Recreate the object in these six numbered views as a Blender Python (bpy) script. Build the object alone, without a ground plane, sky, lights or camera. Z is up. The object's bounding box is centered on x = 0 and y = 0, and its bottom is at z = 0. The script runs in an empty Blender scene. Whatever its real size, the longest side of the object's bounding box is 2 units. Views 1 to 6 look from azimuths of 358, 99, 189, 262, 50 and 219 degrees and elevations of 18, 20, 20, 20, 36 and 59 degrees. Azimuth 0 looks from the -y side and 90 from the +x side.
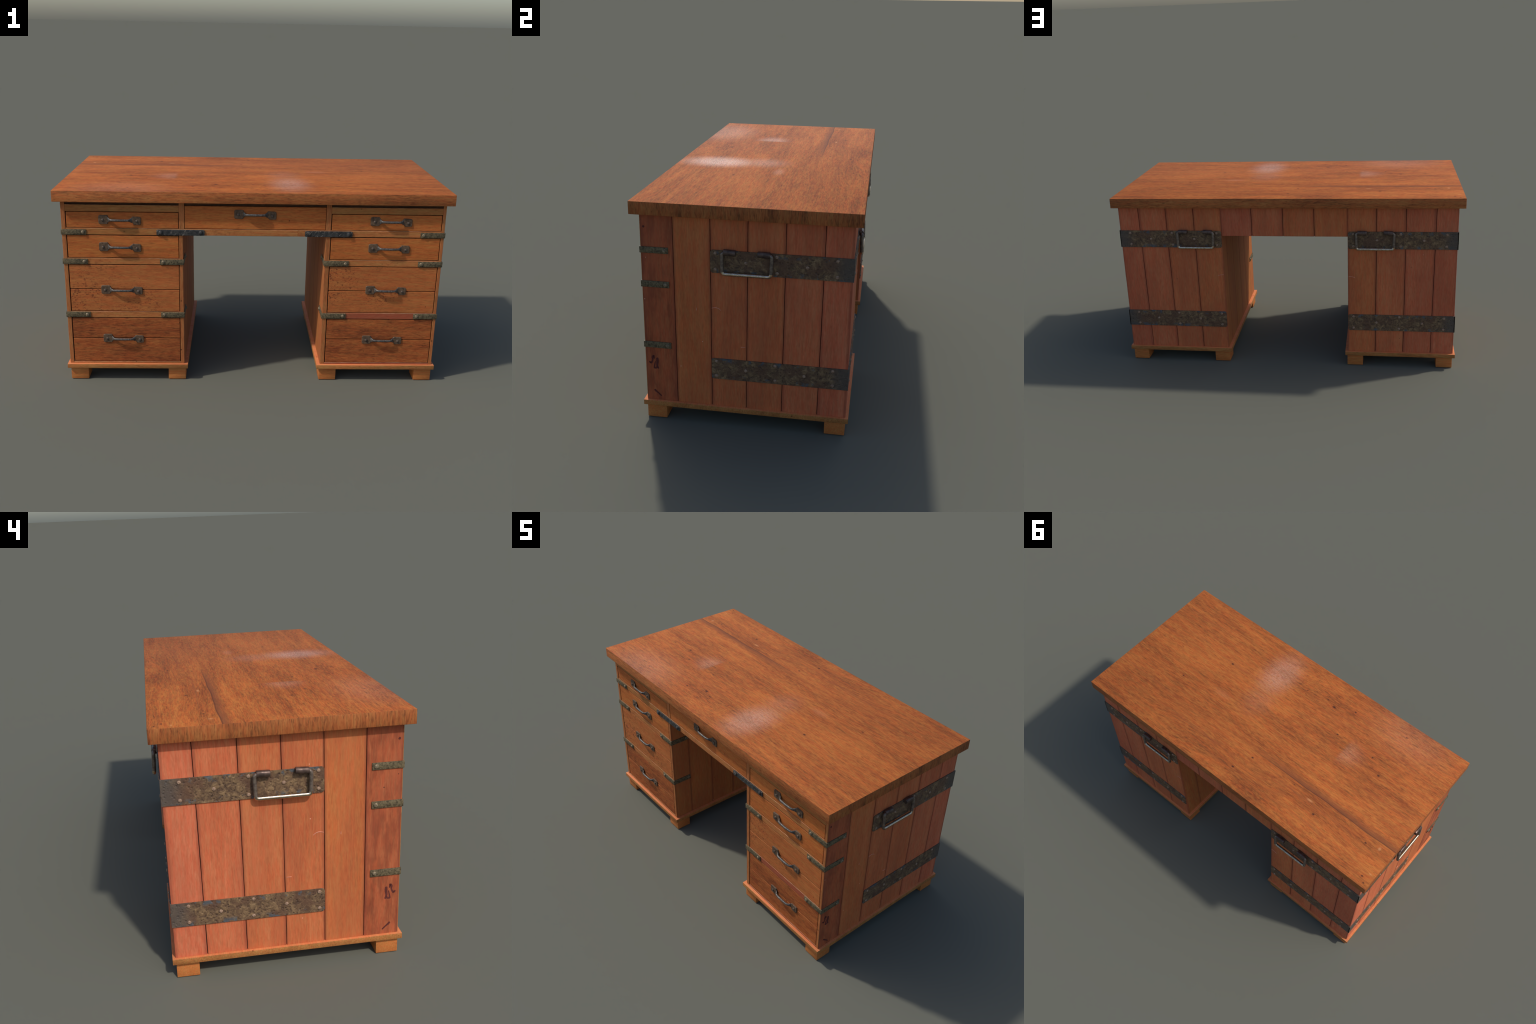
# Pedestal desk of red-brown planks with iron straps, bail handles and forged drawer pulls.
import bpy, bmesh, math, random
from mathutils import Vector, Matrix, noise

random.seed(7)
SC = bpy.context.scene

# ------------------------------------------------------------------ sizes (metres)
TOP_X, TOP_Y, TOP_Z0, TOP_Z1 = 1.0, 0.485, 0.9790, 1.0356      # tabletop
OUT, INNER = 0.9675, {-1: 0.3615, 1: 0.3629}                    # pedestal outer / inner side (left, right)
FRONT, BACK = -0.4505, 0.453                                     # pedestal front / back face
BODY_Z0, BODY_Z1 = 0.0918, 0.9795
APRON_Z = 0.8055                                                 # underside of the middle box
DEPTH = 0.009                                                    # thickness of the facing boards

# ------------------------------------------------------------------ node helpers
class Graph:
    """Small helper to write shader node trees as expressions."""
    def __init__(self, name):
        self.mat = bpy.data.materials.new(name)
        self.mat.use_nodes = True
        self.t = self.mat.node_tree
        self.t.nodes.clear()
        self.out = self.n("ShaderNodeOutputMaterial")
        self.bsdf = self.n("ShaderNodeBsdfPrincipled")
        self.link(self.bsdf.outputs[0], self.out.inputs[0])

    def n(self, kind, **kw):
        node = self.t.nodes.new(kind)
        for k, v in kw.items():
            setattr(node, k, v)
        return node

    def link(self, a, b):
        self.t.links.new(a, b)

    def put(self, socket, value):
        if hasattr(value, "is_output"):
            self.link(value, socket)
        elif isinstance(value, (tuple, list)) and len(value) == 3 and len(socket.default_value) == 4:
            socket.default_value = (*value, 1.0)
        else:
            socket.default_value = value

    def math(self, op, a, b=0.0, c=None, clamp=False):
        m = self.n("ShaderNodeMath", operation=op, use_clamp=clamp)
        self.put(m.inputs[0], a); self.put(m.inputs[1], b)
        if c is not None:
            self.put(m.inputs[2], c)
        return m.outputs[0]

    def smooth(self, v, lo, hi, a=0.0, b=1.0):
        m = self.n("ShaderNodeMapRange", interpolation_type="SMOOTHSTEP")
        for i, x in enumerate((v, lo, hi, a, b)):
            self.put(m.inputs[i], x)
        return m.outputs[0]

    def vmul(self, v, s):
        m = self.n("ShaderNodeVectorMath", operation="MULTIPLY")
        self.put(m.inputs[0], v); self.put(m.inputs[1], s)
        return m.outputs[0]

    def vadd(self, v, s):
        m = self.n("ShaderNodeVectorMath", operation="ADD")
        self.put(m.inputs[0], v); self.put(m.inputs[1], s)
        return m.outputs[0]

    def length(self, v):
        m = self.n("ShaderNodeVectorMath", operation="LENGTH")
        self.put(m.inputs[0], v)
        return m.outputs["Value"]

    def xyz(self, v):
        m = self.n("ShaderNodeSeparateXYZ")
        self.put(m.inputs[0], v)
        return m.outputs

    def combine(self, x, y, z):
        m = self.n("ShaderNodeCombineXYZ")
        for i, s in enumerate((x, y, z)):
            self.put(m.inputs[i], s)
        return m.outputs[0]

    def noise(self, v, detail=3.0, rough=0.55, distortion=0.0, scale=1.0):
        m = self.n("ShaderNodeTexNoise")
        self.put(m.inputs["Vector"], v)
        m.inputs["Scale"].default_value = scale
        m.inputs["Detail"].default_value = detail
        m.inputs["Roughness"].default_value = rough
        m.inputs["Distortion"].default_value = distortion
        return m.outputs[0]

    def voronoi(self, v, scale=1.0, out="Distance"):
        m = self.n("ShaderNodeTexVoronoi")
        self.put(m.inputs["Vector"], v)
        m.inputs["Scale"].default_value = scale
        return m.outputs[out]

    def ramp(self, v, stops):
        m = self.n("ShaderNodeValToRGB")
        e = m.color_ramp.elements
        while len(e) < len(stops):
            e.new(0.5)
        for el, (p, c) in zip(e, stops):
            el.position = p
            el.color = (*c, 1.0)
        self.put(m.inputs[0], v)
        return m.outputs[0]

    def mix(self, f, a, b, mode="MIX"):
        m = self.n("ShaderNodeMix", data_type="RGBA", blend_type=mode)
        self.put(m.inputs[0], f)
        self.put(m.inputs[6], a); self.put(m.inputs[7], b)
        return m.outputs[2]

    def coords(self):
        return self.n("ShaderNodeTexCoord").outputs["Object"]

    def prop(self, name):
        a = self.n("ShaderNodeAttribute", attribute_type="OBJECT")
        a.attribute_name = '["%s"]' % name
        return a.outputs["Fac"]

    def bump(self, h, strength, dist):
        b = self.n("ShaderNodeBump")
        b.inputs["Strength"].default_value = strength
        b.inputs["Distance"].default_value = dist
        self.put(b.inputs["Height"], h)
        self.link(b.outputs[0], self.bsdf.inputs["Normal"])

    def finish(self, color, rough, metallic=0.0, spec=None):
        self.put(self.bsdf.inputs["Base Color"], color)
        self.put(self.bsdf.inputs["Roughness"], rough)
        self.put(self.bsdf.inputs["Metallic"], metallic)
        if spec is not None:
            self.put(self.bsdf.inputs["Specular IOR Level"], spec)
        return self.mat


def scaled(c, k):
    return tuple(x * k for x in c)


def wood_layers(g, v, dark, mid, light, fibre=1.0, pore=0.5, contrast=1.0):
    """v: coordinates with the grain running along x. Returns colour and a height value."""
    fine = g.noise(g.vmul(v, (15, 225, 225)), 4, 0.65, 0.3)
    fleck = g.noise(g.vmul(v, (31, 160, 160)), 3, 0.62, 0.5)
    wide = g.noise(g.vmul(v, (1.5, 17, 17)), 3, 0.55, 0.7)
    blot = g.noise(g.vmul(v, (2.3, 5, 5)), 2, 0.5)
    t = g.math("MULTIPLY", fine, 0.28)
    t = g.math("MULTIPLY_ADD", fleck, 0.32 * fibre, t)
    t = g.math("MULTIPLY_ADD", wide, 0.26, t)
    t = g.math("MULTIPLY_ADD", blot, 0.14, t)
    c = 0.5 * (0.28 + 0.32 * fibre + 0.40)
    w = 0.105 / contrast
    col = g.ramp(t, [(max(c - w, 0), dark), (c, mid), (c + w, light)])
    # slight drift between ochre and red from fibre to fibre
    hue = g.smooth(g.noise(g.vadd(g.vmul(v, (16, 120, 120)), (9, 4, 2)), 2, 0.5), 0.34, 0.66)
    col = g.mix(1.0, col, g.mix(hue, (1.04, 0.92, 0.88), (0.97, 1.07, 1.05)), "MULTIPLY")
    p = g.smooth(g.noise(g.vmul(v, (30, 260, 260)), 2, 0.6), 0.59, 0.68)
    col = g.mix(g.math("MULTIPLY", p, pore), col, scaled(dark, 0.5))
    return col, t


def offset_coords(g):
    """Object coordinates, shifted by a different amount for each object."""
    r = g.n("ShaderNodeObjectInfo").outputs["Random"]
    sh = g.combine(g.math("MULTIPLY", r, 23.0), g.math("MULTIPLY", r, 41.0), g.math("MULTIPLY", r, 67.0))
    return g.vadd(g.coords(), sh)


def along(g, v, axis):
    x, y, z = g.xyz(v)
    return {"X": v, "Y": g.combine(y, x, z), "Z": g.combine(z, x, y)}[axis] if axis != "X" else v


def dents(g, v, col, scale, size, tint, amount=0.8):
    """Sparse round nicks."""
    d = g.voronoi(v, scale)
    keep = g.xyz(g.voronoi(v, scale, "Color"))[0]
    m = g.math("MULTIPLY", g.smooth(d, size, size * 0.5), g.math("GREATER_THAN", keep, 0.62))
    return g.mix(g.math("MULTIPLY", m, amount), col, tint)


def board_wood(name, dark, mid, light, axis="X", pore=0.5, contrast=1.0, speck=0.0, rough=(0.58, 0.75), fibre=1.0):
    g = Graph(name)
    base = offset_coords(g)
    v = along(g, base, axis)
    col, t = wood_layers(g, v, dark, mid, light, fibre, pore, contrast)
    if speck:
        s = g.smooth(g.noise(g.vmul(base, (75, 75, 120)), 3, 0.6), 0.52, 0.66)
        area = g.smooth(g.math("MULTIPLY_ADD", g.xyz(g.coords())[0], -0.55, g.noise(g.vmul(base, (6, 6, 6)), 1, 0.5)), 0.30, 0.78)
        col = g.mix(g.math("MULTIPLY", g.math("MULTIPLY", s, area), speck), col, (0.15, 0.034, 0.014))
    col = dents(g, base, col, 16, 0.085, scaled(dark, 0.25))
    pale = dents(g, g.vadd(base, (5, 3, 1)), col, 11, 0.05, scaled(light, 1.5), 0.7)
    g.bump(t, 0.25, 0.002)
    return g.finish(pale, g.smooth(t, 0.35, 0.65, rough[1], rough[0]), 0.0, 0.22)


def plank_wood(name, brown=False):
    """Red-stained planks; the properties 'tone' (0 red, 1 orange) and 'shade' vary each plank."""
    g = Graph(name)
    base = offset_coords(g)
    v = along(g, base, "Z")
    tone, shade = g.prop("tone"), g.prop("shade")
    red, _ = wood_layers(g, v, (0.42, 0.098, 0.045), (0.55, 0.142, 0.067), (0.65, 0.19, 0.095), 0.9, 0.18, 0.8)
    orange, t = wood_layers(g, v, (0.40, 0.112, 0.034), (0.54, 0.162, 0.048), (0.64, 0.21, 0.066), 0.8, 0.18, 0.8)
    col = g.mix(tone, red, orange)
    if brown:
        col = g.mix(1.0, col, (0.80, 0.92, 0.86), "MULTIPLY")
    dark_mottle = g.smooth(g.noise(g.vmul(v, (9, 42, 42)), 4, 0.65), 0.38, 0.66)
    col = g.mix(g.math("MULTIPLY", g.math("MULTIPLY", dark_mottle, 0.65), g.math("SUBTRACT", 1.0, shade)), col, (0.18, 0.048, 0.026))
    col = g.mix(1.0, col, g.mix(shade, (0.66, 0.61, 0.58), (1, 1, 1)), "MULTIPLY")
    soft = g.smooth(g.noise(g.vmul(v, (2.2, 7, 7)), 2, 0.5), 0.40, 0.68)
    col = g.mix(g.math("MULTIPLY", soft, 0.30), col, (0.34, 0.085, 0.042))
    # darker red band along the edges of each plank
    x, y, z = g.xyz(g.coords())
    across = g.math("MAXIMUM", g.math("ABSOLUTE", x), g.math("ABSOLUTE", y))
    rim = g.smooth(g.math("SUBTRACT", g.prop("half"), across), 0.012, 0.001)
    col = g.mix(g.math("MULTIPLY", rim, 0.40), col, (0.20, 0.045, 0.030))
    col = dents(g, base, col, 15, 0.055, (0.05, 0.018, 0.014))
    col = dents(g, g.vadd(base, (2, 7, 4)), col, 13, 0.04, (0.75, 0.38, 0.26), 0.8)
    g.bump(t, 0.2, 0.002)
    return g.finish(col, 0.72, 0.0, 0.2)


def top_wood():
    """Polished tabletop: long grain, one board joint, glossy spots with painted sheen, pits and scratches."""
    g = Graph("tabletop_mahogany")
    base = g.coords()
    x, y, z = g.xyz(base)
    # cathedral figure behind the joint: the grain bends round an ellipse
    q = g.length(g.combine(g.math("MULTIPLY", g.math("ADD", x, 0.08), 0.20), g.math("SUBTRACT", y, 0.33), 0.0))
    fig = g.smooth(q, 0.16, 0.02)
    bent = g.combine(x, g.math("MULTIPLY_ADD", g.math("MULTIPLY", fig, q), 0.6, y), z)
    col, t = wood_layers(g, bent, (0.205, 0.058, 0.017), (0.385, 0.108, 0.026), (0.52, 0.158, 0.036), 1.0, 0.45, 1.0)
    rings = g.math("SINE", g.math("MULTIPLY_ADD", q, 230.0, g.math("MULTIPLY", g.noise(g.vmul(base, (5, 18, 1)), 2), 5.0)))
    rg = g.math("MULTIPLY", g.smooth(rings, 0.0, 1.0), g.math("MULTIPLY", fig, 0.30))
    col = g.mix(rg, col, (0.27, 0.074, 0.024))
    # broad darker streaks
    st = g.smooth(g.noise(g.vmul(base, (1.1, 24, 1)), 3, 0.6), 0.54, 0.72)
    col = g.mix(g.math("MULTIPLY", st, 0.34), col, (0.21, 0.062, 0.026))
    # joint between two boards: sharp on the rear side, fading to the front
    wob = g.math("MULTIPLY_ADD", g.noise(g.combine(g.math("MULTIPLY", x, 3.0), 0.0, 0.0), 1), 0.022, 0.214)
    d = g.math("SUBTRACT", wob, y)
    seam = g.math("MULTIPLY", g.smooth(d, 0.0, 0.003), g.smooth(d, 0.055, 0.006))
    seam = g.math("MULTIPLY", seam, g.smooth(x, 0.05, -0.35))
    col = g.mix(g.math("MULTIPLY", seam, 0.72), col, (0.17, 0.055, 0.024))
    line = g.math("MULTIPLY", g.smooth(g.math("ABSOLUTE", g.math("SUBTRACT", d, 0.003)), 0.0045, 0.001), g.smooth(x, 0.0, -0.30))
    col = g.mix(g.math("MULTIPLY", line, 0.6), col, (0.10, 0.032, 0.016))
    # short dark pits near the front edge
    def blob(cx, cy, rx, ry, power=1.0):
        r = g.length(g.combine(g.math("MULTIPLY", g.math("SUBTRACT", x, cx), 1 / rx), g.math("MULTIPLY", g.math("SUBTRACT", y, cy), 1 / ry), 0.0))
        return g.smooth(r, 1.0, 0.15)
    pit = g.smooth(g.noise(g.vmul(base, (26, 150, 1)), 2, 0.55), 0.61, 0.68)
    col = g.mix(g.math("MULTIPLY", pit, g.math("MULTIPLY", blob(-0.07, -0.33, 0.33, 0.17), 0.9)), col, (0.07, 0.024, 0.012))
    for cx, cy, r in ((-0.57, -0.164, 0.006), (-0.663, -0.091, 0.009), (-0.539, 0.322, 0.009), (-0.066, 0.265, 0.008),
                      (-0.021, 0.378, 0.009), (-0.943, 0.434, 0.007), (-0.316, -0.348, 0.007), (-0.64, -0.395, 0.006),
                      (0.456, -0.153, 0.009), (-0.329, -0.161, 0.007), (-0.848, 0.276, 0.007), (-0.2, -0.297, 0.011),
                      (-0.97, 0.46, 0.006), (0.62, 0.1, 0.006)):
        col = g.mix(g.math("MULTIPLY", blob(cx, cy, r * 1.5, r), 0.9), col, (0.045, 0.016, 0.012))
    for cx, cy, rx, ry in ((-0.473, 0.269, 0.03, 0.009), (-0.924, 0.258, 0.012, 0.016), (-0.97, 0.40, 0.014, 0.005), (0.83, 0.31, 0.004, 0.004)):
        col = g.mix(g.math("MULTIPLY", blob(cx, cy, rx, ry), 0.5), col, (0.62, 0.30, 0.13))
    col = dents(g, base, col, 9, 0.035, (0.06, 0.02, 0.012), 0.7)
    # glossy spots: lower roughness, plus a pale sheen painted into the colour
    hz = g.noise(g.vmul(base, (60, 200, 1)), 2)
    a = g.math("MAXIMUM", blob(0.185, -0.28, 0.17, 0.28), g.math("MULTIPLY", blob(0.165, -0.06, 0.15, 0.20), 0.45))
    b = g.math("MULTIPLY", g.math("MULTIPLY", blob(-0.43, -0.10, 0.17, 0.13), g.smooth(x, -0.400, -0.430)), 0.65)
    c = g.math("MULTIPLY", blob(-0.66, -0.42, 0.40, 0.26), 0.45)
    e = g.math("MULTIPLY", blob(0.35, 0.05, 0.1, 0.04), 0.35)
    gloss = g.math("MAXIMUM", g.math("MAXIMUM", a, b), g.math("MAXIMUM", c, e))
    gloss = g.math("MULTIPLY", gloss, g.smooth(hz, 0.3, 0.62, 0.55, 1.0))
    rough = g.math("MULTIPLY_ADD", gloss, -0.37, 0.80)
    col = g.mix(g.math("MULTIPLY", g.math("MULTIPLY", gloss, gloss), g.smooth(t, 0.40, 0.56, 0.20, 0.46)), col, (0.62, 0.36, 0.25))
    g.bump(t, 0.3, 0.002)
    return g.finish(col, rough, 0.0, g.math("MULTIPLY_ADD", gloss, 0.35, 0.20))


def edge_wood(name, ends):
    g = Graph(name)
    base = g.coords()
    if ends:
        x, y, z = g.xyz(base)
        v = g.combine(g.math("MULTIPLY_ADD", y, 0.35, z), y, x)
        v = g.vmul(v, (1.0, 0.85, 1.0))
    else:
        v = base
    k = 0.94 if ends else 1.06
    col, t = wood_layers(g, v, scaled((0.18, 0.056, 0.019), k), scaled((0.345, 0.108, 0.032), k), scaled((0.45, 0.155, 0.047), k), 1.0, 0.6, 1.0)
    g.bump(t, 0.3, 0.002)
    return g.finish(col, 0.7, 0.0, 0.2)


def iron_strap():
    g = Graph("rusted_iron")
    base = offset_coords(g)
    raw = g.coords()
    n = g.noise(base, 5, 0.72, 0.6, 46)
    col = g.ramp(n, [(0.34, (0.075, 0.044, 0.029)), (0.45, (0.128, 0.076, 0.044)), (0.54, (0.185, 0.114, 0.060)), (0.66, (0.29, 0.185, 0.095))])
    rust = g.smooth(g.noise(base, 4, 0.6, 0.0, 15), 0.46, 0.62)
    col = g.mix(g.math("MULTIPLY", rust, 0.72), col, (0.122, 0.062, 0.039))
    pits = g.voronoi(base, 75)
    pm = g.smooth(pits, 0.28, 0.12)
    col = g.mix(g.math("MULTIPLY", pm, 0.5), col, (0.06, 0.038, 0.03))
    x, y, z = g.xyz(raw)
    rim = g.smooth(g.math("ABSOLUTE", z), 0.024, 0.044)
    blue = g.math("MULTIPLY", g.smooth(g.noise(g.vadd(base, (3, 1, 9)), 4, 0.6, 0.0, 26), 0.55, 0.60), rim)
    col = g.mix(g.math("MULTIPLY", blue, 0.75), col, (0.075, 0.100, 0.118))
    near = g.smooth(g.math("MAXIMUM", g.math("ABSOLUTE", x), g.math("ABSOLUTE", y)), 0.105, 0.020)
    col = g.mix(g.math("MULTIPLY", near, 0.8), col, (0.092, 0.076, 0.064))
    h = g.math("MULTIPLY_ADD", g.smooth(pits, 0.0, 0.45), 0.6, n)
    g.bump(h, 0.7, 0.005)
    return g.finish(col, 0.58, 0.0, 0.2)


def metal(name, lo, hi, rough, metallic, scale=60, bump=0.3, dist=0.002, stretch=(1, 1, 1), spec=0.22):
    g = Graph(name)
    v = g.vmul(offset_coords(g), stretch)
    n = g.noise(v, 4, 0.6, 0.3, scale)
    col = g.ramp(n, [(0.36, lo), (0.62, hi)])
    if bump:
        g.bump(n, bump, dist)
    return g.finish(col, g.smooth(n, 0.3, 0.7, rough + 0.08, rough - 0.08), metallic, spec)


def hammered():
    g = Graph("hammered_black_iron")
    v = offset_coords(g)
    x, y, z = g.xyz(v)
    cut = g.combine(g.math("SUBTRACT", x, g.math("MULTIPLY", z, 0.9)), g.math("MULTIPLY", g.math("ADD", x, z), 0.28), y)
    s = g.smooth(g.noise(cut, 2, 0.5, 0.4, 120), 0.60, 0.70)
    n = g.noise(v, 3, 0.6, 0.0, 70)
    col = g.ramp(n, [(0.35, (0.026, 0.027, 0.028)), (0.62, (0.062, 0.058, 0.053))])
    col = g.mix(g.math("MULTIPLY", s, 0.8), col, (0.20, 0.17, 0.14))
    g.bump(g.math("MULTIPLY_ADD", s, 0.7, n), 0.6, 0.004)
    return g.finish(col, 0.5, 0.1, 0.3)


def plain(name, c, rough=0.8):
    g = Graph(name)
    return g.finish(g.ramp(g.noise(g.coords(), 3, 0.5, 0.0, 40), [(0.3, scaled(c, 0.8)), (0.7, scaled(c, 1.2))]), rough, 0.0, 0.1)


M = {
    "top": top_wood(),
    "edge": edge_wood("tabletop_edge_wood", False),
    "end": edge_wood("tabletop_end_grain", True),
    "plank": plank_wood("red_plank_wood"),
    "inner": plank_wood("brown_plank_wood", True),
    "frame": board_wood("pale_frame_wood", (0.26, 0.098, 0.026), (0.37, 0.142, 0.040), (0.46, 0.19, 0.058), "X", 0.4, 0.8),
    "stile": board_wood("pale_stile_wood", (0.26, 0.085, 0.026), (0.39, 0.132, 0.042), (0.49, 0.185, 0.062), "Z", 0.4, 0.8),
    "rail": board_wood("rail_wood", (0.30, 0.10, 0.030), (0.43, 0.155, 0.046), (0.53, 0.21, 0.066), "X", 0.4, 0.8, 0.4),
    "redrail": board_wood("red_rail_wood", (0.24, 0.055, 0.026), (0.31, 0.075, 0.035), (0.38, 0.10, 0.048), "X", 0.3, 0.7),
    "drawer": board_wood("drawer_wood", (0.29, 0.078, 0.019), (0.435, 0.125, 0.029), (0.55, 0.175, 0.042), "X", 0.4, 0.8),
    "speckled": board_wood("speckled_drawer_wood", (0.30, 0.085, 0.024), (0.43, 0.130, 0.036), (0.53, 0.175, 0.05), "X", 0.4, 0.8, 1.0),
    "redwood": board_wood("dark_drawer_wood", (0.17, 0.044, 0.014), (0.345, 0.094, 0.025), (0.48, 0.148, 0.040), "X", 0.7, 0.95, 0.2),
    "base": board_wood("base_board_wood", (0.25, 0.095, 0.028), (0.39, 0.155, 0.045), (0.49, 0.21, 0.068), "X", 0.5, 0.9),
    "basetop": board_wood("base_board_top_wood", (0.50, 0.14, 0.05), (0.60, 0.19, 0.07), (0.68, 0.24, 0.09), "X", 0.2, 0.6),
    "foot": board_wood("foot_wood", (0.37, 0.115, 0.030), (0.50, 0.165, 0.044), (0.60, 0.22, 0.065), "X", 0.3, 0.7),
    "worn": board_wood("pale_edge_wood", (0.34, 0.15, 0.065), (0.45, 0.21, 0.10), (0.56, 0.31, 0.18), "X", 0.5, 1.2),  # lighter wood colour for the thin pale line on rail edges
    "dark": plain("carcass_painted_gap_shadow", (0.030, 0.016, 0.012)),  # near-black so seams and drawer gaps show shadow through colour
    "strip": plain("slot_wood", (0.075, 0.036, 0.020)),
    "iron": iron_strap(),
    "rivet": metal("rivet_copper_brown", (0.19, 0.115, 0.076), (0.38, 0.25, 0.17), 0.55, 0.0, 200),
    "brass": metal("tarnished_brass", (0.062, 0.047, 0.027), (0.175, 0.135, 0.074), 0.55, 0.05, 120),
    "screw": metal("screw_metal", (0.11, 0.085, 0.052), (0.29, 0.225, 0.14), 0.45, 0.15, 170),
    "black": hammered(),
    "plate": metal("brown_pull_iron", (0.070, 0.043, 0.027), (0.150, 0.095, 0.058), 0.6, 0.0, 75),
    "bar": metal("pull_bar_steel", (0.055, 0.049, 0.044), (0.140, 0.126, 0.112), 0.42, 0.25, 110),
    "boss": metal("pull_screw_iron", (0.060, 0.043, 0.033), (0.14, 0.10, 0.074), 0.5, 0.05, 150),
    "bail": metal("worn_bail_steel", (0.46, 0.34, 0.22), (0.68, 0.56, 0.44), 0.24, 1.0, 70, 0.15),
    "bailside": metal("brown_bail_iron", (0.13, 0.10, 0.08), (0.25, 0.195, 0.155), 0.40, 0.6, 70),
    "knuckle": metal("brown_knuckle_iron", (0.075, 0.05, 0.042), (0.15, 0.10, 0.08), 0.38, 0.5, 50),
    "paint": plain("brown_paint", (0.115, 0.032, 0.026), 0.7),
    "scratch": plain("bare_wood_scratch", (0.70, 0.34, 0.24), 0.7),
}

# ------------------------------------------------------------------ object helpers
WHERE = {}

def add(name, mesh, where, parent, mats=(), rot=None, props=None):
    ob = bpy.data.objects.new(name, mesh)
    SC.collection.objects.link(ob)
    WHERE[ob] = Vector(where)
    if parent is not None:
        ob.parent = parent
        ob.location = Vector(where) - WHERE[parent]
    else:
        ob.location = where
    if rot is not None:
        ob.rotation_euler = rot
    if mesh is not None and not mesh.materials:
        for m in mats:
            mesh.materials.append(M[m])
    for k, v in (props or {}).items():
        ob[k] = v
    return ob


def mesh_from(name, bm, smooth=None):
    bmesh.ops.recalc_face_normals(bm, faces=bm.faces)
    me = bpy.data.meshes.new(name)
    bm.to_mesh(me)
    bm.free()
    if smooth is not None:
        me.shade_smooth()
        me.set_sharp_from_angle(angle=math.radians(smooth))
    return me


def box_mesh(name, dx, dy, dz, bevel=0.0):
    bm = bmesh.new()
    bmesh.ops.create_cube(bm, size=1.0, matrix=Matrix.Diagonal((dx, dy, dz, 1)))
    if bevel:
        bmesh.ops.bevel(bm, geom=bm.edges[:], offset=bevel, segments=2, affect="EDGES", profile=0.5)
    return mesh_from(name, bm, 40)


def box(name, lo, hi, parent, mats, bevel=0.0, props=None):
    lo, hi = Vector(lo), Vector(hi)
    s = hi - lo
    return add(name, box_mesh(name, s.x, s.y, s.z, bevel), (lo + hi) / 2, parent, mats, None, props)


def board_half(start, end):
    return (start[1] - start[0] + end[1] - end[0]) / 4


def board(name, L0, L1, start, end, place, parent, mats, thick=DEPTH, chamfer=0.0011, wobble=0.0006, props=None):
    """A board from L0 to L1 with edges start=(a0,a1) at L0 and end=(a0,a1) at L1.
    place(l, a, d) gives the world point, d being the depth behind the visible face."""
    seed = random.uniform(0, 90)
    n = max(4, int((L1 - L0) / 0.035))
    ls = [(L0, chamfer), (L0 + chamfer, 0.0)]
    ls += [(L0 + (L1 - L0) * i / n, 0.0) for i in range(1, n)]
    ls += [(L1 - chamfer, 0.0), (L1, chamfer)]
    bm = bmesh.new()
    rings = []
    for l, sink in ls:
        f = (l - L0) / (L1 - L0)
        a0 = start[0] * (1 - f) + end[0] * f + wobble * noise.noise((l * 14, seed, 0.3))
        a1 = start[1] * (1 - f) + end[1] * f + wobble * noise.noise((l * 14, seed, 7.3))
        prof = [(a0, thick), (a0, chamfer + sink), (a0 + chamfer, sink), (a1 - chamfer, sink), (a1, chamfer + sink), (a1, thick)]
        rings.append([Vector(place(l, a, d)) for a, d in prof])
    mid = sum((p for r in rings for p in r), Vector()) / (len(rings) * 6)
    vs = [[bm.verts.new(p - mid) for p in r] for r in rings]
    for r, s in zip(vs, vs[1:]):
        for i in range(6):
            f = bm.faces.new((r[i], r[(i + 1) % 6], s[(i + 1) % 6], s[i]))
            if i == 3 and len(mats) > 1:           # pale line on the upper edge
                f.material_index = 1
    bm.faces.new(vs[0]); bm.faces.new(vs[-1])
    if props is not None:
        props = dict(props, half=board_half(start, end))
    return add(name, mesh_from(name, bm, 25), mid, parent, mats, None, props)


def extruded(name, outline, h, chamfer=0.0):
    """Outline in x-z, thickness h towards -y (front at y=-h), front edge chamfered. Returns a bmesh."""
    bm = bmesh.new()
    back = [bm.verts.new((x, 0, z)) for x, z in outline]
    side = [bm.verts.new((x, -h + chamfer, z)) for x, z in outline]
    rings = [back, side]
    if chamfer:
        c = sum((Vector((x, 0, z)) for x, z in outline), Vector()) / len(outline)
        top = []
        for x, z in outline:
            d = Vector((x, 0, z)) - c
            p = c + d * (1 - chamfer / max(d.length, 1e-6))
            top.append(bm.verts.new((p.x, -h, p.z)))
        rings.append(top)
    k = len(outline)
    for a, b in zip(rings, rings[1:]):
        for i in range(k):
            bm.faces.new((a[i], a[(i + 1) % k], b[(i + 1) % k], b[i]))
    bm.faces.new(back); bm.faces.new(rings[-1])
    return bm


def rounded(points, radii, seg=4):
    """Round the corners of a polygon."""
    out = []
    k = len(points)
    for i in range(k):
        p, a, b = Vector(points[i]), Vector(points[i - 1]), Vector(points[(i + 1) % k])
        r = radii[i] if isinstance(radii, (list, tuple)) else radii
        p0, p1 = p + (a - p).normalized() * r, p + (b - p).normalized() * r
        for s in range(seg + 1):
            t = s / seg
            q = p0 * (1 - t) ** 2 + p * 2 * t * (1 - t) + p1 * t * t
            out.append((q.x, q.y))
    return out


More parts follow.
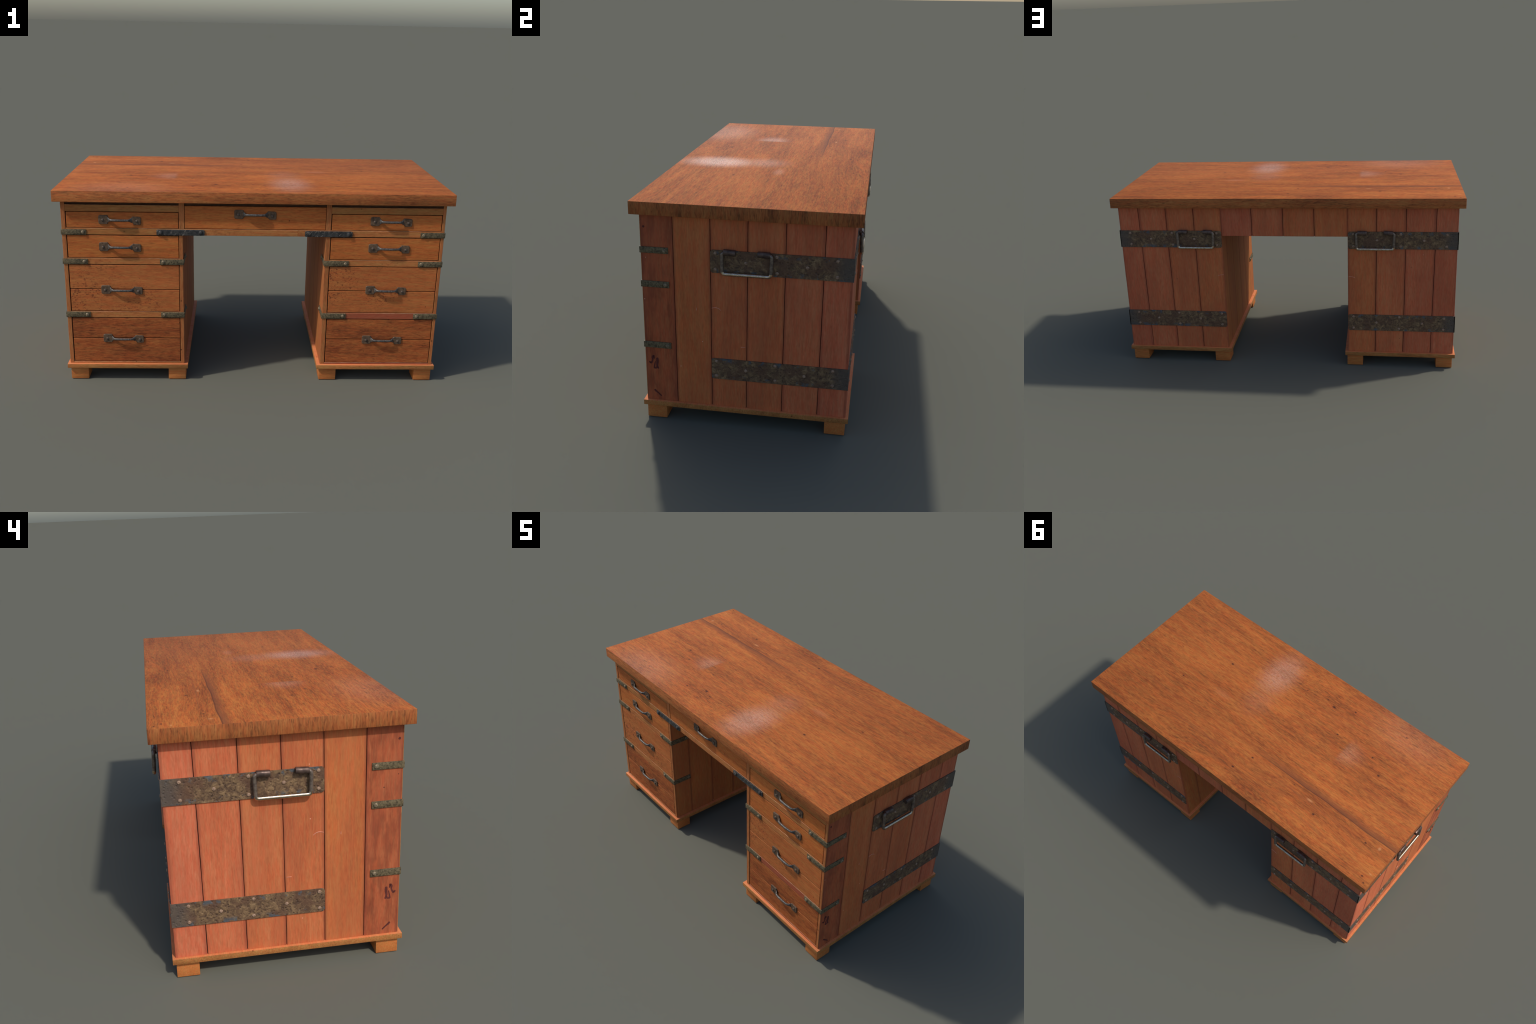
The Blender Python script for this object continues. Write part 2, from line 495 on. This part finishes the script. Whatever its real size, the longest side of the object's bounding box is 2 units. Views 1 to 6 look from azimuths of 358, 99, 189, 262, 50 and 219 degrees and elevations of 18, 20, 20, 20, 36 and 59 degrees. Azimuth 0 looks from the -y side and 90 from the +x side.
def tube(bm, path, radii, sides=12, mat=0, up=(0, 0, 1)):
    """Sweep an ellipse along a path; radii are (along up, across) pairs. mat may be a list per segment."""
    up = Vector(up)
    pts = [Vector(p) for p in path]
    rings = []
    for i, p in enumerate(pts):
        t = (pts[min(i + 1, len(pts) - 1)] - pts[max(i - 1, 0)]).normalized()
        side = t.cross(up)
        side = side.normalized() if side.length > 1e-5 else Vector((0, 1, 0))
        u = side.cross(t).normalized()
        ru, rs = radii[i] if isinstance(radii, list) else radii
        rings.append([bm.verts.new(p + u * (ru * math.cos(a)) + side * (rs * math.sin(a)))
                      for a in (2 * math.pi * j / sides for j in range(sides))])
    for k, (r, s) in enumerate(zip(rings, rings[1:])):
        for i in range(sides):
            f = bm.faces.new((r[i], r[(i + 1) % sides], s[(i + 1) % sides], s[i]))
            f.material_index = mat[k] if isinstance(mat, list) else mat
    for r, m in ((rings[0], 0), (rings[-1], -1)):
        f = bm.faces.new(r)
        f.material_index = mat[m] if isinstance(mat, list) else mat


def dome(bm, centre, r, h, mat=0, rings=4, sides=16, lip=0.0):
    """Round head on a plate, facing -y."""
    cx, cy, cz = centre
    rows = [[bm.verts.new((cx + r * math.cos(a), cy, cz + r * math.sin(a))) for a in (2 * math.pi * j / sides for j in range(sides))]]
    if lip:
        rows.append([bm.verts.new((cx + r * math.cos(a), cy - lip, cz + r * math.sin(a))) for a in (2 * math.pi * j / sides for j in range(sides))])
    for k in range(1, rings):
        t = k / rings * math.pi / 2
        rows.append([bm.verts.new((cx + r * math.cos(t) * math.cos(a), cy - lip - (h - lip) * math.sin(t), cz + r * math.cos(t) * math.sin(a)))
                     for a in (2 * math.pi * j / sides for j in range(sides))])
    tip = bm.verts.new((cx, cy - h, cz))
    for a, b in zip(rows, rows[1:]):
        for i in range(sides):
            bm.faces.new((a[i], a[(i + 1) % sides], b[(i + 1) % sides], b[i])).material_index = mat
    for i in range(sides):
        bm.faces.new((rows[-1][i], rows[-1][(i + 1) % sides], tip)).material_index = mat


FACING = {"front": 0.0, "right": math.pi / 2, "back": math.pi, "left": -math.pi / 2}

# ------------------------------------------------------------------ desk
desk = add("wooden_desk", None, (0, 0, 0), None)
desk["label"] = "red-brown wooden pedestal desk with iron straps and pulls"
desk["category"] = "desk"

# tabletop, with slightly rounded arrises
top_me = box_mesh("tabletop", 2 * TOP_X, 2 * TOP_Y, TOP_Z1 - TOP_Z0, 0.0022)
for m in ("top", "edge", "end"):
    top_me.materials.append(M[m])
for p in top_me.polygons:
    n = p.normal
    p.material_index = 0 if n.z > 0.5 else (2 if abs(n.x) > 0.75 else 1)
tabletop = add("tabletop", top_me, (0, 0, (TOP_Z0 + TOP_Z1) / 2), desk)

foot_me = box_mesh("foot", 0.0915, 0.0905, 0.0676, 0.0016)
foot_me.materials.append(M["foot"])

# seams between planks: (at the foot, at the top)
SIDE_SEAMS = [(-0.3065, -0.308), (-0.147, -0.1465), (0.009, 0.014), (0.168, 0.174), (0.3265, 0.336)]
INNER_SEAMS = [(-0.333, -0.334), (-0.171, -0.172), (-0.009, -0.004), (0.165, 0.180), (0.335, 0.345)]
BACK_SEAMS = [(0.519, 0.523), (0.680, 0.686), (0.838, 0.8495)]
SIDE_TONE = [(0.35, 0.25), (0.85, 0.92), (0.55, 0.9), (0.6, 0.95), (0.3, 1.0), (0.0, 1.0)]
GAP = 0.0013

pedestals = {}
for s in (-1, 1):
    INN = INNER[s]
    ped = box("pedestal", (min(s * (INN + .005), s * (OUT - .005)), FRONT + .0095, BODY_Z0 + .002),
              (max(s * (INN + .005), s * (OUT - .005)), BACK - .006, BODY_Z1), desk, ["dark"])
    pedestals[s] = ped
    # planks of the outer and the inner side
    for face, seams in ((OUT, SIDE_SEAMS), (INN, INNER_SEAMS)):
        edges = [(FRONT + .003, FRONT + .003)] + seams + [(BACK - .003, BACK - .003)]
        out = 1 if face == OUT else -1
        for i, (a, b) in enumerate(zip(edges, edges[1:])):
            gap = GAP if out > 0 else GAP * 0.5
            g0 = gap if i else 0.0
            g1 = gap if i < 5 else 0.0
            tone, shade = SIDE_TONE[i]
            if out < 0:
                tone, shade = 0.92, 0.95
            board("plank", BODY_Z0, BODY_Z1, (a[0] + g0, b[0] - g1), (a[1] + g0, b[1] - g1),
                  lambda l, u, d, f=s * face, o=s * out: (f - o * d, u, l), ped, ["plank" if out > 0 else "inner"],
                  props={"tone": tone + random.uniform(-.08, .08), "shade": shade})
    # planks of the back
    edges = [(INN, INN)] + BACK_SEAMS + [(OUT, OUT)]
    for i, (a, b) in enumerate(zip(edges, edges[1:])):
        e0, e1 = (a[0] + (GAP if i else 0), b[0] - (GAP if i < 3 else 0)), (a[1] + (GAP if i else 0), b[1] - (GAP if i < 3 else 0))
        if s < 0:
            e0, e1 = (-e0[1], -e0[0]), (-e1[1], -e1[0])
        board("plank", BODY_Z0, BODY_Z1, e0, e1, lambda l, u, d: (u, BACK - d, l), ped, ["plank"],
              props={"tone": (0.7, 0.45, 0.2, 0.05)[i] + random.uniform(-.08, .08), "shade": 0.97})
    # base board with a paler top face, and four feet
    x0, x1 = sorted((s * (INN - .0180), s * 0.980))
    me = box_mesh("base_board", x1 - x0, 0.931, 0.0242, 0.0015)
    me.materials.append(M["base"]); me.materials.append(M["basetop"])
    for p in me.polygons:
        p.material_index = 1 if p.normal.z > 0.9 else 0
    add("base_board", me, ((x0 + x1) / 2, 0, 0.0676 + 0.0121), ped)
    for fx in (0.9203 + .0012 * s, 0.4035 + .002 * s):
        for fy in (-0.4063, 0.4065):
            add("foot", foot_me, (s * fx, fy, 0.0338), ped)

# middle box between the pedestals
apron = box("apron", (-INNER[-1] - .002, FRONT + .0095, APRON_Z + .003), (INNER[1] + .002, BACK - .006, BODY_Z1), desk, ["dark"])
edges = [-INNER[-1], -0.173, 0.005, 0.185, INNER[1]]
for i, (a, b) in enumerate(zip(edges, edges[1:])):
    board("plank", APRON_Z, BODY_Z1, (a + (GAP if i else .0008), b - (GAP if i < 3 else .0008)), (a + (GAP if i else .0008), b - (GAP if i < 3 else .0008)),
          lambda l, u, d: (u, BACK - .0006 - d, l), apron, ["plank"], props={"tone": (0.75, 0.6, 0.3, 0.0)[i], "shade": 0.97})
box("panel", (-INNER[-1], FRONT + .012, APRON_Z), (INNER[1], BACK - .012, APRON_Z + .006), apron, ["inner"], 0, {"tone": 0.5, "shade": 0.9, "half": 0.45})

# ------------------------------------------------------------------ front frame
def front(l, a, d):          # boards whose grain runs along x
    return (l, FRONT + d, a)

def upright(l, a, d):        # boards whose grain runs along z
    return (a, FRONT + d, l)

# (outer gap, inner gap) of the drawer openings, measured from the left
OPEN = {-1: (-0.9455, -0.3815), 1: (0.3875, 0.9505)}
for s, (x0, x1) in OPEN.items():
    ped, INN = pedestals[s], INNER[s]
    a0, a1 = (-OUT + .0005, x0 - .001) if s < 0 else (x1 + .001, OUT - .0005)
    board("stile", BODY_Z0, BODY_Z1, (a0, a1), (a0, a1), upright, ped, ["stile"], 0.003)
    b0, b1 = (x1 + .001, -INN - .0005) if s < 0 else (INN + .0005, x0 - .001)
    board("stile", BODY_Z0, 0.8035, (b0, b1), (b0, b1), upright, ped, ["stile"], 0.003)
    # taller inner stile beside the middle drawer
    c0, c1 = (x1 + .001, -0.3540) if s < 0 else (0.3610, x0 - .001)
    board("stile", 0.8378, BODY_Z1, (c0, c1), (c0, c1), upright, ped, ["stile"])
    board("rail", x0 - .0008, x1 + .0008, (0.9245, 0.9585), (0.9245, 0.9585), front, ped, ["frame", "worn"])
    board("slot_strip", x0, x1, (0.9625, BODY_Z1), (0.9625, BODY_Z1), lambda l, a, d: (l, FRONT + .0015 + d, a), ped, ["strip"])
    board("rail", x0 - .0008, x1 + .0008, (0.6475, 0.6800), (0.6475, 0.6800), front, ped, ["rail", "worn"])
    board("rail", x0 - .0008, x1 + .0008, (0.3555, 0.3880), (0.3555, 0.3880), front, ped, ["rail" if s < 0 else "redrail", "worn"])
    board("rail", x0 - .0008, x1 + .0008, (BODY_Z0, 0.1005), (BODY_Z0, 0.1005), front, ped, ["rail" if s < 0 else "redrail", "worn"])
for a, b, m in ((-0.9463, -0.254, "frame"), (-0.2536, 0.2206, "redrail"), (0.2210, 0.9513, "rail")):
    board("rail", a, b, (0.8042, 0.8375), (0.8042, 0.8375), front, apron, ["rail" if m == "redrail" else m, "worn"])
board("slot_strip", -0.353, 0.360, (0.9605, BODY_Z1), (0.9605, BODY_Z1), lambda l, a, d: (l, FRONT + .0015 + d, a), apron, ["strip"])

# ------------------------------------------------------------------ drawer pull (shared mesh)
def make_pull():
    bm = bmesh.new()
    def plate(pts, radii):
        b = extruded("plate", rounded(pts, radii), 0.0055, 0.0022)
        me = bpy.data.meshes.new("tmp"); b.to_mesh(me); b.free()
        bm.from_mesh(me); bpy.data.meshes.remove(me)
    plate([(-0.1055, -0.0215), (-0.0585, -0.0225), (-0.0580, 0.0250), (-0.1055, 0.0245)],
          [0.010, 0.009, 0.008, 0.010])
    plate([(0.0715, -0.0245), (0.1060, -0.0245), (0.1065, 0.0165), (0.0640, 0.0185), (0.0585, 0.0110), (0.0590, -0.0080)],
          [0.004, 0.009, 0.010, 0.0035, 0.0035, 0.005])
    for f in bm.faces:
        f.material_index = 0
    # forged bar: flat wings at the plates, round in the middle
    keys = [(-0.0605, 0.0032, 0.0008, 0.0150, 0.0020), (-0.0570, 0.0045, 0.0010, 0.0125, 0.0028), (-0.0525, 0.0085, 0.0012, 0.0088, 0.0038),
            (-0.0470, 0.0140, 0.0014, 0.0062, 0.0048), (-0.0400, 0.0175, 0.0016, 0.0054, 0.0052), (-0.0250, 0.0190, 0.0015, 0.0056, 0.0055),
            (0.0, 0.0196, 0.0012, 0.0056, 0.0055), (0.0250, 0.0190, 0.0010, 0.0055, 0.0055), (0.0405, 0.0175, 0.0008, 0.0052, 0.0052),
            (0.0480, 0.0140, 0.0005, 0.0060, 0.0048), (0.0540, 0.0085, 0.0000, 0.0085, 0.0038), (0.0585, 0.0045, -0.0005, 0.0120, 0.0028),
            (0.0620, 0.0032, -0.0010, 0.0135, 0.0020)]
    tube(bm, [(u, -o, w) for u, o, w, _, _ in keys], [(a * 1.1, b * 1.1) for *_, a, b in keys], 14, 1)
    dome(bm, (-0.0840, -0.0050, 0.0), 0.0072, 0.0052, 2, lip=0.0012)
    dome(bm, (0.0855, -0.0050, -0.0058), 0.0072, 0.0052, 2, lip=0.0012)
    me = mesh_from("drawer_pull", bm, 35)
    for m in ("plate", "bar", "boss"):
        me.materials.append(M[m])
    return me

pull_me = make_pull()

# drawers: opening, boards (z ranges), wood, pull position
def drawer(x0, x1, boards, wood, pull):
    z0, z1 = boards[0][0], boards[-1][1]
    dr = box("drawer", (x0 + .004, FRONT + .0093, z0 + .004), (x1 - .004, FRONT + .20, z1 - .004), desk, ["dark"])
    for (a, b), w in zip(boards, wood):
        board("drawer_board", x0, x1, (a, b), (a, b), lambda l, u, d: (l, FRONT + .0008 + d, u), dr, [w], chamfer=0.0015)
    add("drawer_pull", pull_me, (pull[0], FRONT + .0008, pull[1]), dr)

PULLS = {-1: [(-0.676, 0.882), (-0.679, 0.740), (-0.679, 0.5085), (-0.680, 0.236)],
         1: [(0.691, 0.887), (0.689, 0.745), (0.6885, 0.517), (0.687, 0.2355)]}
for s, (x0, x1) in OPEN.items():
    a, b = x0 + .0036, x1 - .0022
    p = PULLS[s]
    drawer(a, b, [(0.8396, 0.9206)], ["drawer"], p[0])
    drawer(a, b, [(0.6830, 0.7990)], ["drawer"], p[1])
    drawer(a, b, [(0.3910, 0.5096), (0.5134, 0.6430)], ["speckled", "speckled"], p[2])
    drawer(a, b, [(0.1030, 0.2354), (0.2392, 0.3510)], ["redwood", "redwood"], p[3])
drawer(-0.3515, 0.3590, [(0.8400, 0.9570)], ["drawer"], (0.002, 0.9165))

# ------------------------------------------------------------------ screws and rivets (shared meshes)
def head_mesh(name, r, h, mat, slot=False):
    bm = bmesh.new()
    dome(bm, (0, 0, 0), r, h, 0, 4, 18, lip=h * 0.3)
    me = mesh_from(name, bm, 50)
    me.materials.append(M[mat])
    return me

rivet_me = head_mesh("rivet", 0.0075, 0.0045, "rivet")
screw_me = head_mesh("screw", 0.0092, 0.0060, "screw")
bolt_me = head_mesh("bolt", 0.0108, 0.0080, "black")

# ------------------------------------------------------------------ small corner brackets
def corner_bracket(cx, sx, z0, z1, xlen, ylen):
    """L-shaped bracket: corner at (cx, FRONT); front arm runs towards -sx, side arm towards the back."""
    t = 0.0042
    zc, h = (z0 + z1) / 2, (z1 - z0)
    bm = bmesh.new()
    # outline seen from above; both outer faces stand proud of the wood
    o = [(sx * t, -t), (-sx * xlen, -t), (-sx * xlen, 0.001), (sx * -0.001, 0.001), (sx * -0.001, ylen), (sx * t, ylen)]
    lo = [bm.verts.new((x, y, -h / 2)) for x, y in o]
    hi = [bm.verts.new((x, y, h / 2)) for x, y in o]
    for i in range(6):
        bm.faces.new((lo[i], lo[(i + 1) % 6], hi[(i + 1) % 6], hi[i]))
    bm.faces.new(lo); bm.faces.new(hi)
    bmesh.ops.recalc_face_normals(bm, faces=bm.faces)
    corners = [e for e in bm.edges if abs(e.verts[0].co.z - e.verts[1].co.z) < 1e-6]
    bmesh.ops.bevel(bm, geom=[e for e in bm.edges], offset=0.0013, segments=2, affect="EDGES", profile=0.5)
    br = add("corner_bracket", mesh_from("corner_bracket", bm, 40), (cx, FRONT, zc), desk, ["brass"])
    add("screw", screw_me, (cx - sx * (xlen - 0.0165), FRONT - t + .0003, zc), br)
    side = "right" if sx > 0 else "left"
    add("screw", screw_me, (cx + sx * (t - .0003), FRONT + ylen - 0.0165, zc), br, rot=(0, 0, FACING[side]))

LEVELS = [(0.8035, 0.8315), (0.6475, 0.6765), (0.3570, 0.3865)]
for i, (z0, z1) in enumerate(LEVELS):
    for s in (-1, 1):
        corner_bracket(s * OUT, s, z0, z1, 0.1225, 0.1215)
        if i:
            corner_bracket(s * INNER[s], -s, z0, z1, 0.1185 if s < 0 else 0.1240, 0.1170)

# ------------------------------------------------------------------ hammered bars joining pedestal and middle box
for s in (-1, 1):
    a, b = (-0.4935, -0.2520) if s < 0 else (0.2555, 0.4970)
    w, h = (b - a) / 2, 0.0150
    bm = bmesh.new()
    n = 40
    rows = []
    for i in range(n + 1):
        x = -w + 2 * w * i / n
        tip = min(1.0, 0.80 + 8 * (w - abs(x)) / 0.3)
        top = h * tip + 0.0007 * noise.noise((x * 60, s, 0))
        bot = -h * tip + 0.0007 * noise.noise((x * 60, s, 9))
        dep = 0.0052 + 0.0006 * noise.noise((x * 50, s, 4))
        rows.append([bm.verts.new((x, y, z)) for y, z in
                     ((0.001, bot), (-dep + .0015, bot), (-dep, bot + .0018), (-dep, top - .0018), (-dep + .0015, top), (0.001, top))])
    for r, q in zip(rows, rows[1:]):
        for j in range(6):
            bm.faces.new((r[j], r[(j + 1) % 6], q[(j + 1) % 6], q[j]))
    bm.faces.new(rows[0]); bm.faces.new(rows[-1])
    bar = add("joining_bar", mesh_from("joining_bar", bm, 35), ((a + b) / 2, FRONT, 0.8192), desk, ["black"])
    for x in (-w + 0.0205, w - 0.0190):
        add("bolt", bolt_me, ((a + b) / 2 + x, FRONT - .0049, 0.8196), bar)

# ------------------------------------------------------------------ bail handle (shared meshes)
def fillet(points, r, seg=6):
    out = [Vector(points[0])]
    for a, p, b in zip(points, points[1:], points[2:]):
        a, p, b = Vector(a), Vector(p), Vector(b)
        p0, p1 = p + (a - p).normalized() * r, p + (b - p).normalized() * r
        for s in range(seg + 1):
            t = s / seg
            out.append(p0 * (1 - t) ** 2 + p * 2 * t * (1 - t) + p1 * t * t)
    out.append(Vector(points[-1]))
    return out

BAIL_W = 0.1060
def make_bail():
    path = [(-BAIL_W + .022, -0.0125, 0.0), (-BAIL_W, -0.0140, -0.002), (-BAIL_W + .003, -0.0180, -0.0930),
            (BAIL_W - .003, -0.0180, -0.0930), (BAIL_W, -0.0140, -0.002), (BAIL_W - .022, -0.0125, 0.0)]
    pts = fillet(path, 0.0125)
    mats = [1 if (abs(p.x) > BAIL_W - 0.012 and p.z > -0.082) or p.z > -0.05 else 0 for p in pts[:-1]]
    bm = bmesh.new()
    tube(bm, pts, (0.0080, 0.0080), 16, mats, up=(0, 1, 0))
    me = mesh_from("bail_handle", bm, 45)
    me.materials.append(M["bail"]); me.materials.append(M["bailside"])
    return me

def make_knuckle():
    """Rolled plate that holds the bail: a tube with a flat tab behind."""
    bm = bmesh.new()
    L = 0.026
    prof = []
    for k in range(13):
        a = math.radians(-125 + 250 * k / 12)
        prof.append((-0.0118 - 0.0110 * math.cos(a), 0.0128 * math.sin(a)))
    prof = [(-0.001, -0.0105)] + prof + [(-0.001, 0.0105)]
    lo = [bm.verts.new((-L, y, z)) for y, z in prof]
    hi = [bm.verts.new((L, y, z)) for y, z in prof]
    k = len(prof)
    for i in range(k):
        bm.faces.new((lo[i], lo[(i + 1) % k], hi[(i + 1) % k], hi[i]))
    e = [bm.faces.new(lo), bm.faces.new(hi)]
    bmesh.ops.recalc_face_normals(bm, faces=bm.faces)
    bmesh.ops.bevel(bm, geom=list({ed for f in e for ed in f.edges}), offset=0.0014, segments=2, affect="EDGES", profile=0.5)
    me = mesh_from("handle_knuckle", bm, 40)
    me.materials.append(M["knuckle"])
    return me

bail_me, knuckle_me = make_bail(), make_knuckle()

# ------------------------------------------------------------------ wide iron straps round the rear corners
T = 0.0044
def arm_outline(length, h, cut=0.0095):
    return [(0, -h), (length - cut, -h), (length - cut * .35, -h + cut * .35), (length, -h + cut), (length, h - cut),
            (length - cut * .35, h - cut * .35), (length - cut, h), (0, h)]

STRAPS = [(0.7345, 0.8368, True), (0.2300, 0.3308, False)]
for s in (-1, 1):
    for z0, z1, upper in STRAPS:
        h, zc = (z1 - z0) / 2, (z0 + z1) / 2
        side_len, back_len = BACK + T + 0.1465, OUT + T - INNER[s] - .001
        bm = bmesh.new()
        # side arm: plate in y-z; back arm: plate in x-z; both start at the corner
        for kind in ("side", "back"):
            ol = arm_outline(side_len if kind == "side" else back_len - .0004, h - (0 if kind == "side" else .0002))
            b = extruded("arm", ol, T + .001, 0.0009)
            me = bpy.data.meshes.new("tmp"); b.to_mesh(me); b.free()
            if kind == "side":        # u -> -y, outwards -> s*x
                me.transform(Matrix(((0, -s, 0, -s * (T + .001)), (-1, 0, 0, 0), (0, 0, 1, 0), (0, 0, 0, 1))))
            else:                     # u -> -s*x, outwards -> +y
                me.transform(Matrix(((-s, 0, 0, -s * .0004), (0, -1, 0, -(T + .001)), (0, 0, 1, 0), (0, 0, 0, 1))))
            bm.from_mesh(me); bpy.data.meshes.remove(me)
        corner = Vector((s * (OUT + T), BACK + T, zc))
        strap = add("iron_strap", mesh_from("iron_strap", bm, 30), corner, desk, ["iron"])
        sidename = "right" if s > 0 else "left"
        dz_hi, dz_lo = (0.0375, -0.0345)
        side_rivets = [(-0.124, dz_hi), (-0.1245, dz_lo), (0.0065, .0015), (0.1365, dz_hi), (0.138, dz_lo), (0.2645, .000), (0.388, dz_hi - .001), (0.389, dz_lo + .001)]
        for y, dz in side_rivets:
            add("rivet", rivet_me, (s * (OUT + T - .0004), y, zc + dz), strap, rot=(0, 0, FACING[sidename]))
        for x, dz in ((0.3925, dz_hi), (0.3932, dz_lo), (0.525, .0015), (0.656, dz_hi), (0.655, dz_lo), (0.7845, .001), (0.9085, dz_hi - .002), (0.907, dz_lo + .001)):
            add("rivet", rivet_me, (s * x, BACK + T - .0004, zc + dz), strap, rot=(0, 0, FACING["back"]))
        if upper:
            zk = 0.8325
            for where, rot, axis in (((s * (OUT + T), 0.0115, zk), FACING[sidename], Vector((0, 1, 0))),
                                     ((s * 0.5145, BACK + T, zk), FACING["back"], Vector((1, 0, 0)))):
                w = Vector(where)
                add("bail_handle", bail_me, w, strap, rot=(0, 0, rot))
                for k, tilt in ((-1, 0.05), (1, 0.02)):
                    add("handle_knuckle", knuckle_me, w + axis * (k * 0.0725), strap, rot=(0, tilt, rot))

# ------------------------------------------------------------------ brush marks and scratches on the planks
def stroke(name, points, widths, face, s, parent, mat, lift=0.0005):
    """Flat brush stroke on the side (face 'side': points are y,z) or on the back (points are x,z)."""
    pts = []
    for i in range(len(points) - 1):          # smooth the control polygon
        p0, p1, p2, p3 = (Vector(points[min(max(j, 0), len(points) - 1)]) for j in (i - 1, i, i + 1, i + 2))
        for k in range(6):
            t = k / 6
            pts.append((0.5 * ((2 * p1) + (p2 - p0) * t + (2 * p0 - 5 * p1 + 4 * p2 - p3) * t * t + (3 * p1 - p0 - 3 * p2 + p3) * t ** 3),
                        widths[i] * (1 - t) + widths[i + 1] * t))
    pts.append((Vector(points[-1]), widths[-1]))
    bm = bmesh.new()
    rows = []
    for i, (p, w) in enumerate(pts):
        d = (pts[min(i + 1, len(pts) - 1)][0] - pts[max(i - 1, 0)][0]).normalized()
        nrm = Vector((-d.y, d.x))
        end = 0.55 if i in (0, len(pts) - 1) else 1.0
        a = p + nrm * w * .5 * end * (1 + .25 * noise.noise((i * .9, p.x * 40, 1)))
        b = p - nrm * w * .5 * end * (1 + .25 * noise.noise((i * .9, p.x * 40, 5)))
        if face == "side":
            row = [(s * (OUT + h), q.x, q.y) for q, h in ((a, -.001), (a, lift), (b, lift), (b, -.001))]
        else:
            row = [(s * q.x, BACK + h, q.y) for q, h in ((a, -.001), (a, lift), (b, lift), (b, -.001))]
        rows.append(row)
    mid = sum((Vector(q) for r in rows for q in r), Vector()) / (4 * len(rows))
    vs = [[bm.verts.new(Vector(q) - mid) for q in r] for r in rows]
    for r, q in zip(vs, vs[1:]):
        for j in range(4):
            bm.faces.new((r[j], r[(j + 1) % 4], q[(j + 1) % 4], q[j]))
    bm.faces.new(vs[0]); bm.faces.new(vs[-1])
    return add(name, mesh_from(name, bm), mid, parent, [mat])

for s in (-1, 1):
    ped = pedestals[s]
    k = [0.0005]
    def mark(name, pts, w, face="side", mat="paint"):
        k[0] += 0.00012                      # each stroke a hair above the last, so none coincide
        stroke(name, pts, w, face, s, ped, mat, k[0])
    mark("painted_mark", [(-0.3970, 0.306), (-0.3967, 0.288), (-0.3985, 0.269), (-0.3930, 0.2515)], [0.010, 0.0115, 0.009, 0.007])
    mark("painted_mark", [(-0.3990, 0.264), (-0.4030, 0.2545), (-0.4115, 0.2555), (-0.4098, 0.272), (-0.4065, 0.288)], [0.006, 0.0075, 0.008, 0.005, 0.003])
    mark("painted_mark", [(-0.4105, 0.2995), (-0.4130, 0.314), (-0.4185, 0.308), (-0.4188, 0.292), (-0.4270, 0.2785), (-0.4345, 0.2855)], [0.004, 0.008, 0.009, 0.006, 0.009, 0.005])
    mark("painted_mark", [(-0.3840, 0.1127), (-0.3976, 0.1260), (-0.4090, 0.1355), (-0.4154, 0.1435)], [0.006, 0.006, 0.0085, 0.008])
    mark("painted_mark", [(-0.4305, 0.9225), (-0.4335, 0.9195), (-0.4360, 0.916)], [0.006, 0.010, 0.006])
    mark("scratch", [(-0.1021, 0.5610), (-0.1120, 0.5690), (-0.1260, 0.5730), (-0.1440, 0.5695)], [0.001, 0.0016, 0.0018, 0.0008], mat="scratch")
    mark("scratch", [(-0.2110, 0.5660), (-0.2108, 0.5540)], [0.0012, 0.0016], mat="scratch")
    mark("scratch", [(0.0040, 0.3950), (-0.0160, 0.3945)], [0.0008, 0.0012], mat="scratch")
    mark("scratch", [(0.4020, 0.5580), (0.3900, 0.5640), (0.3660, 0.5660)], [0.001, 0.0016, 0.0018], "back", "scratch")
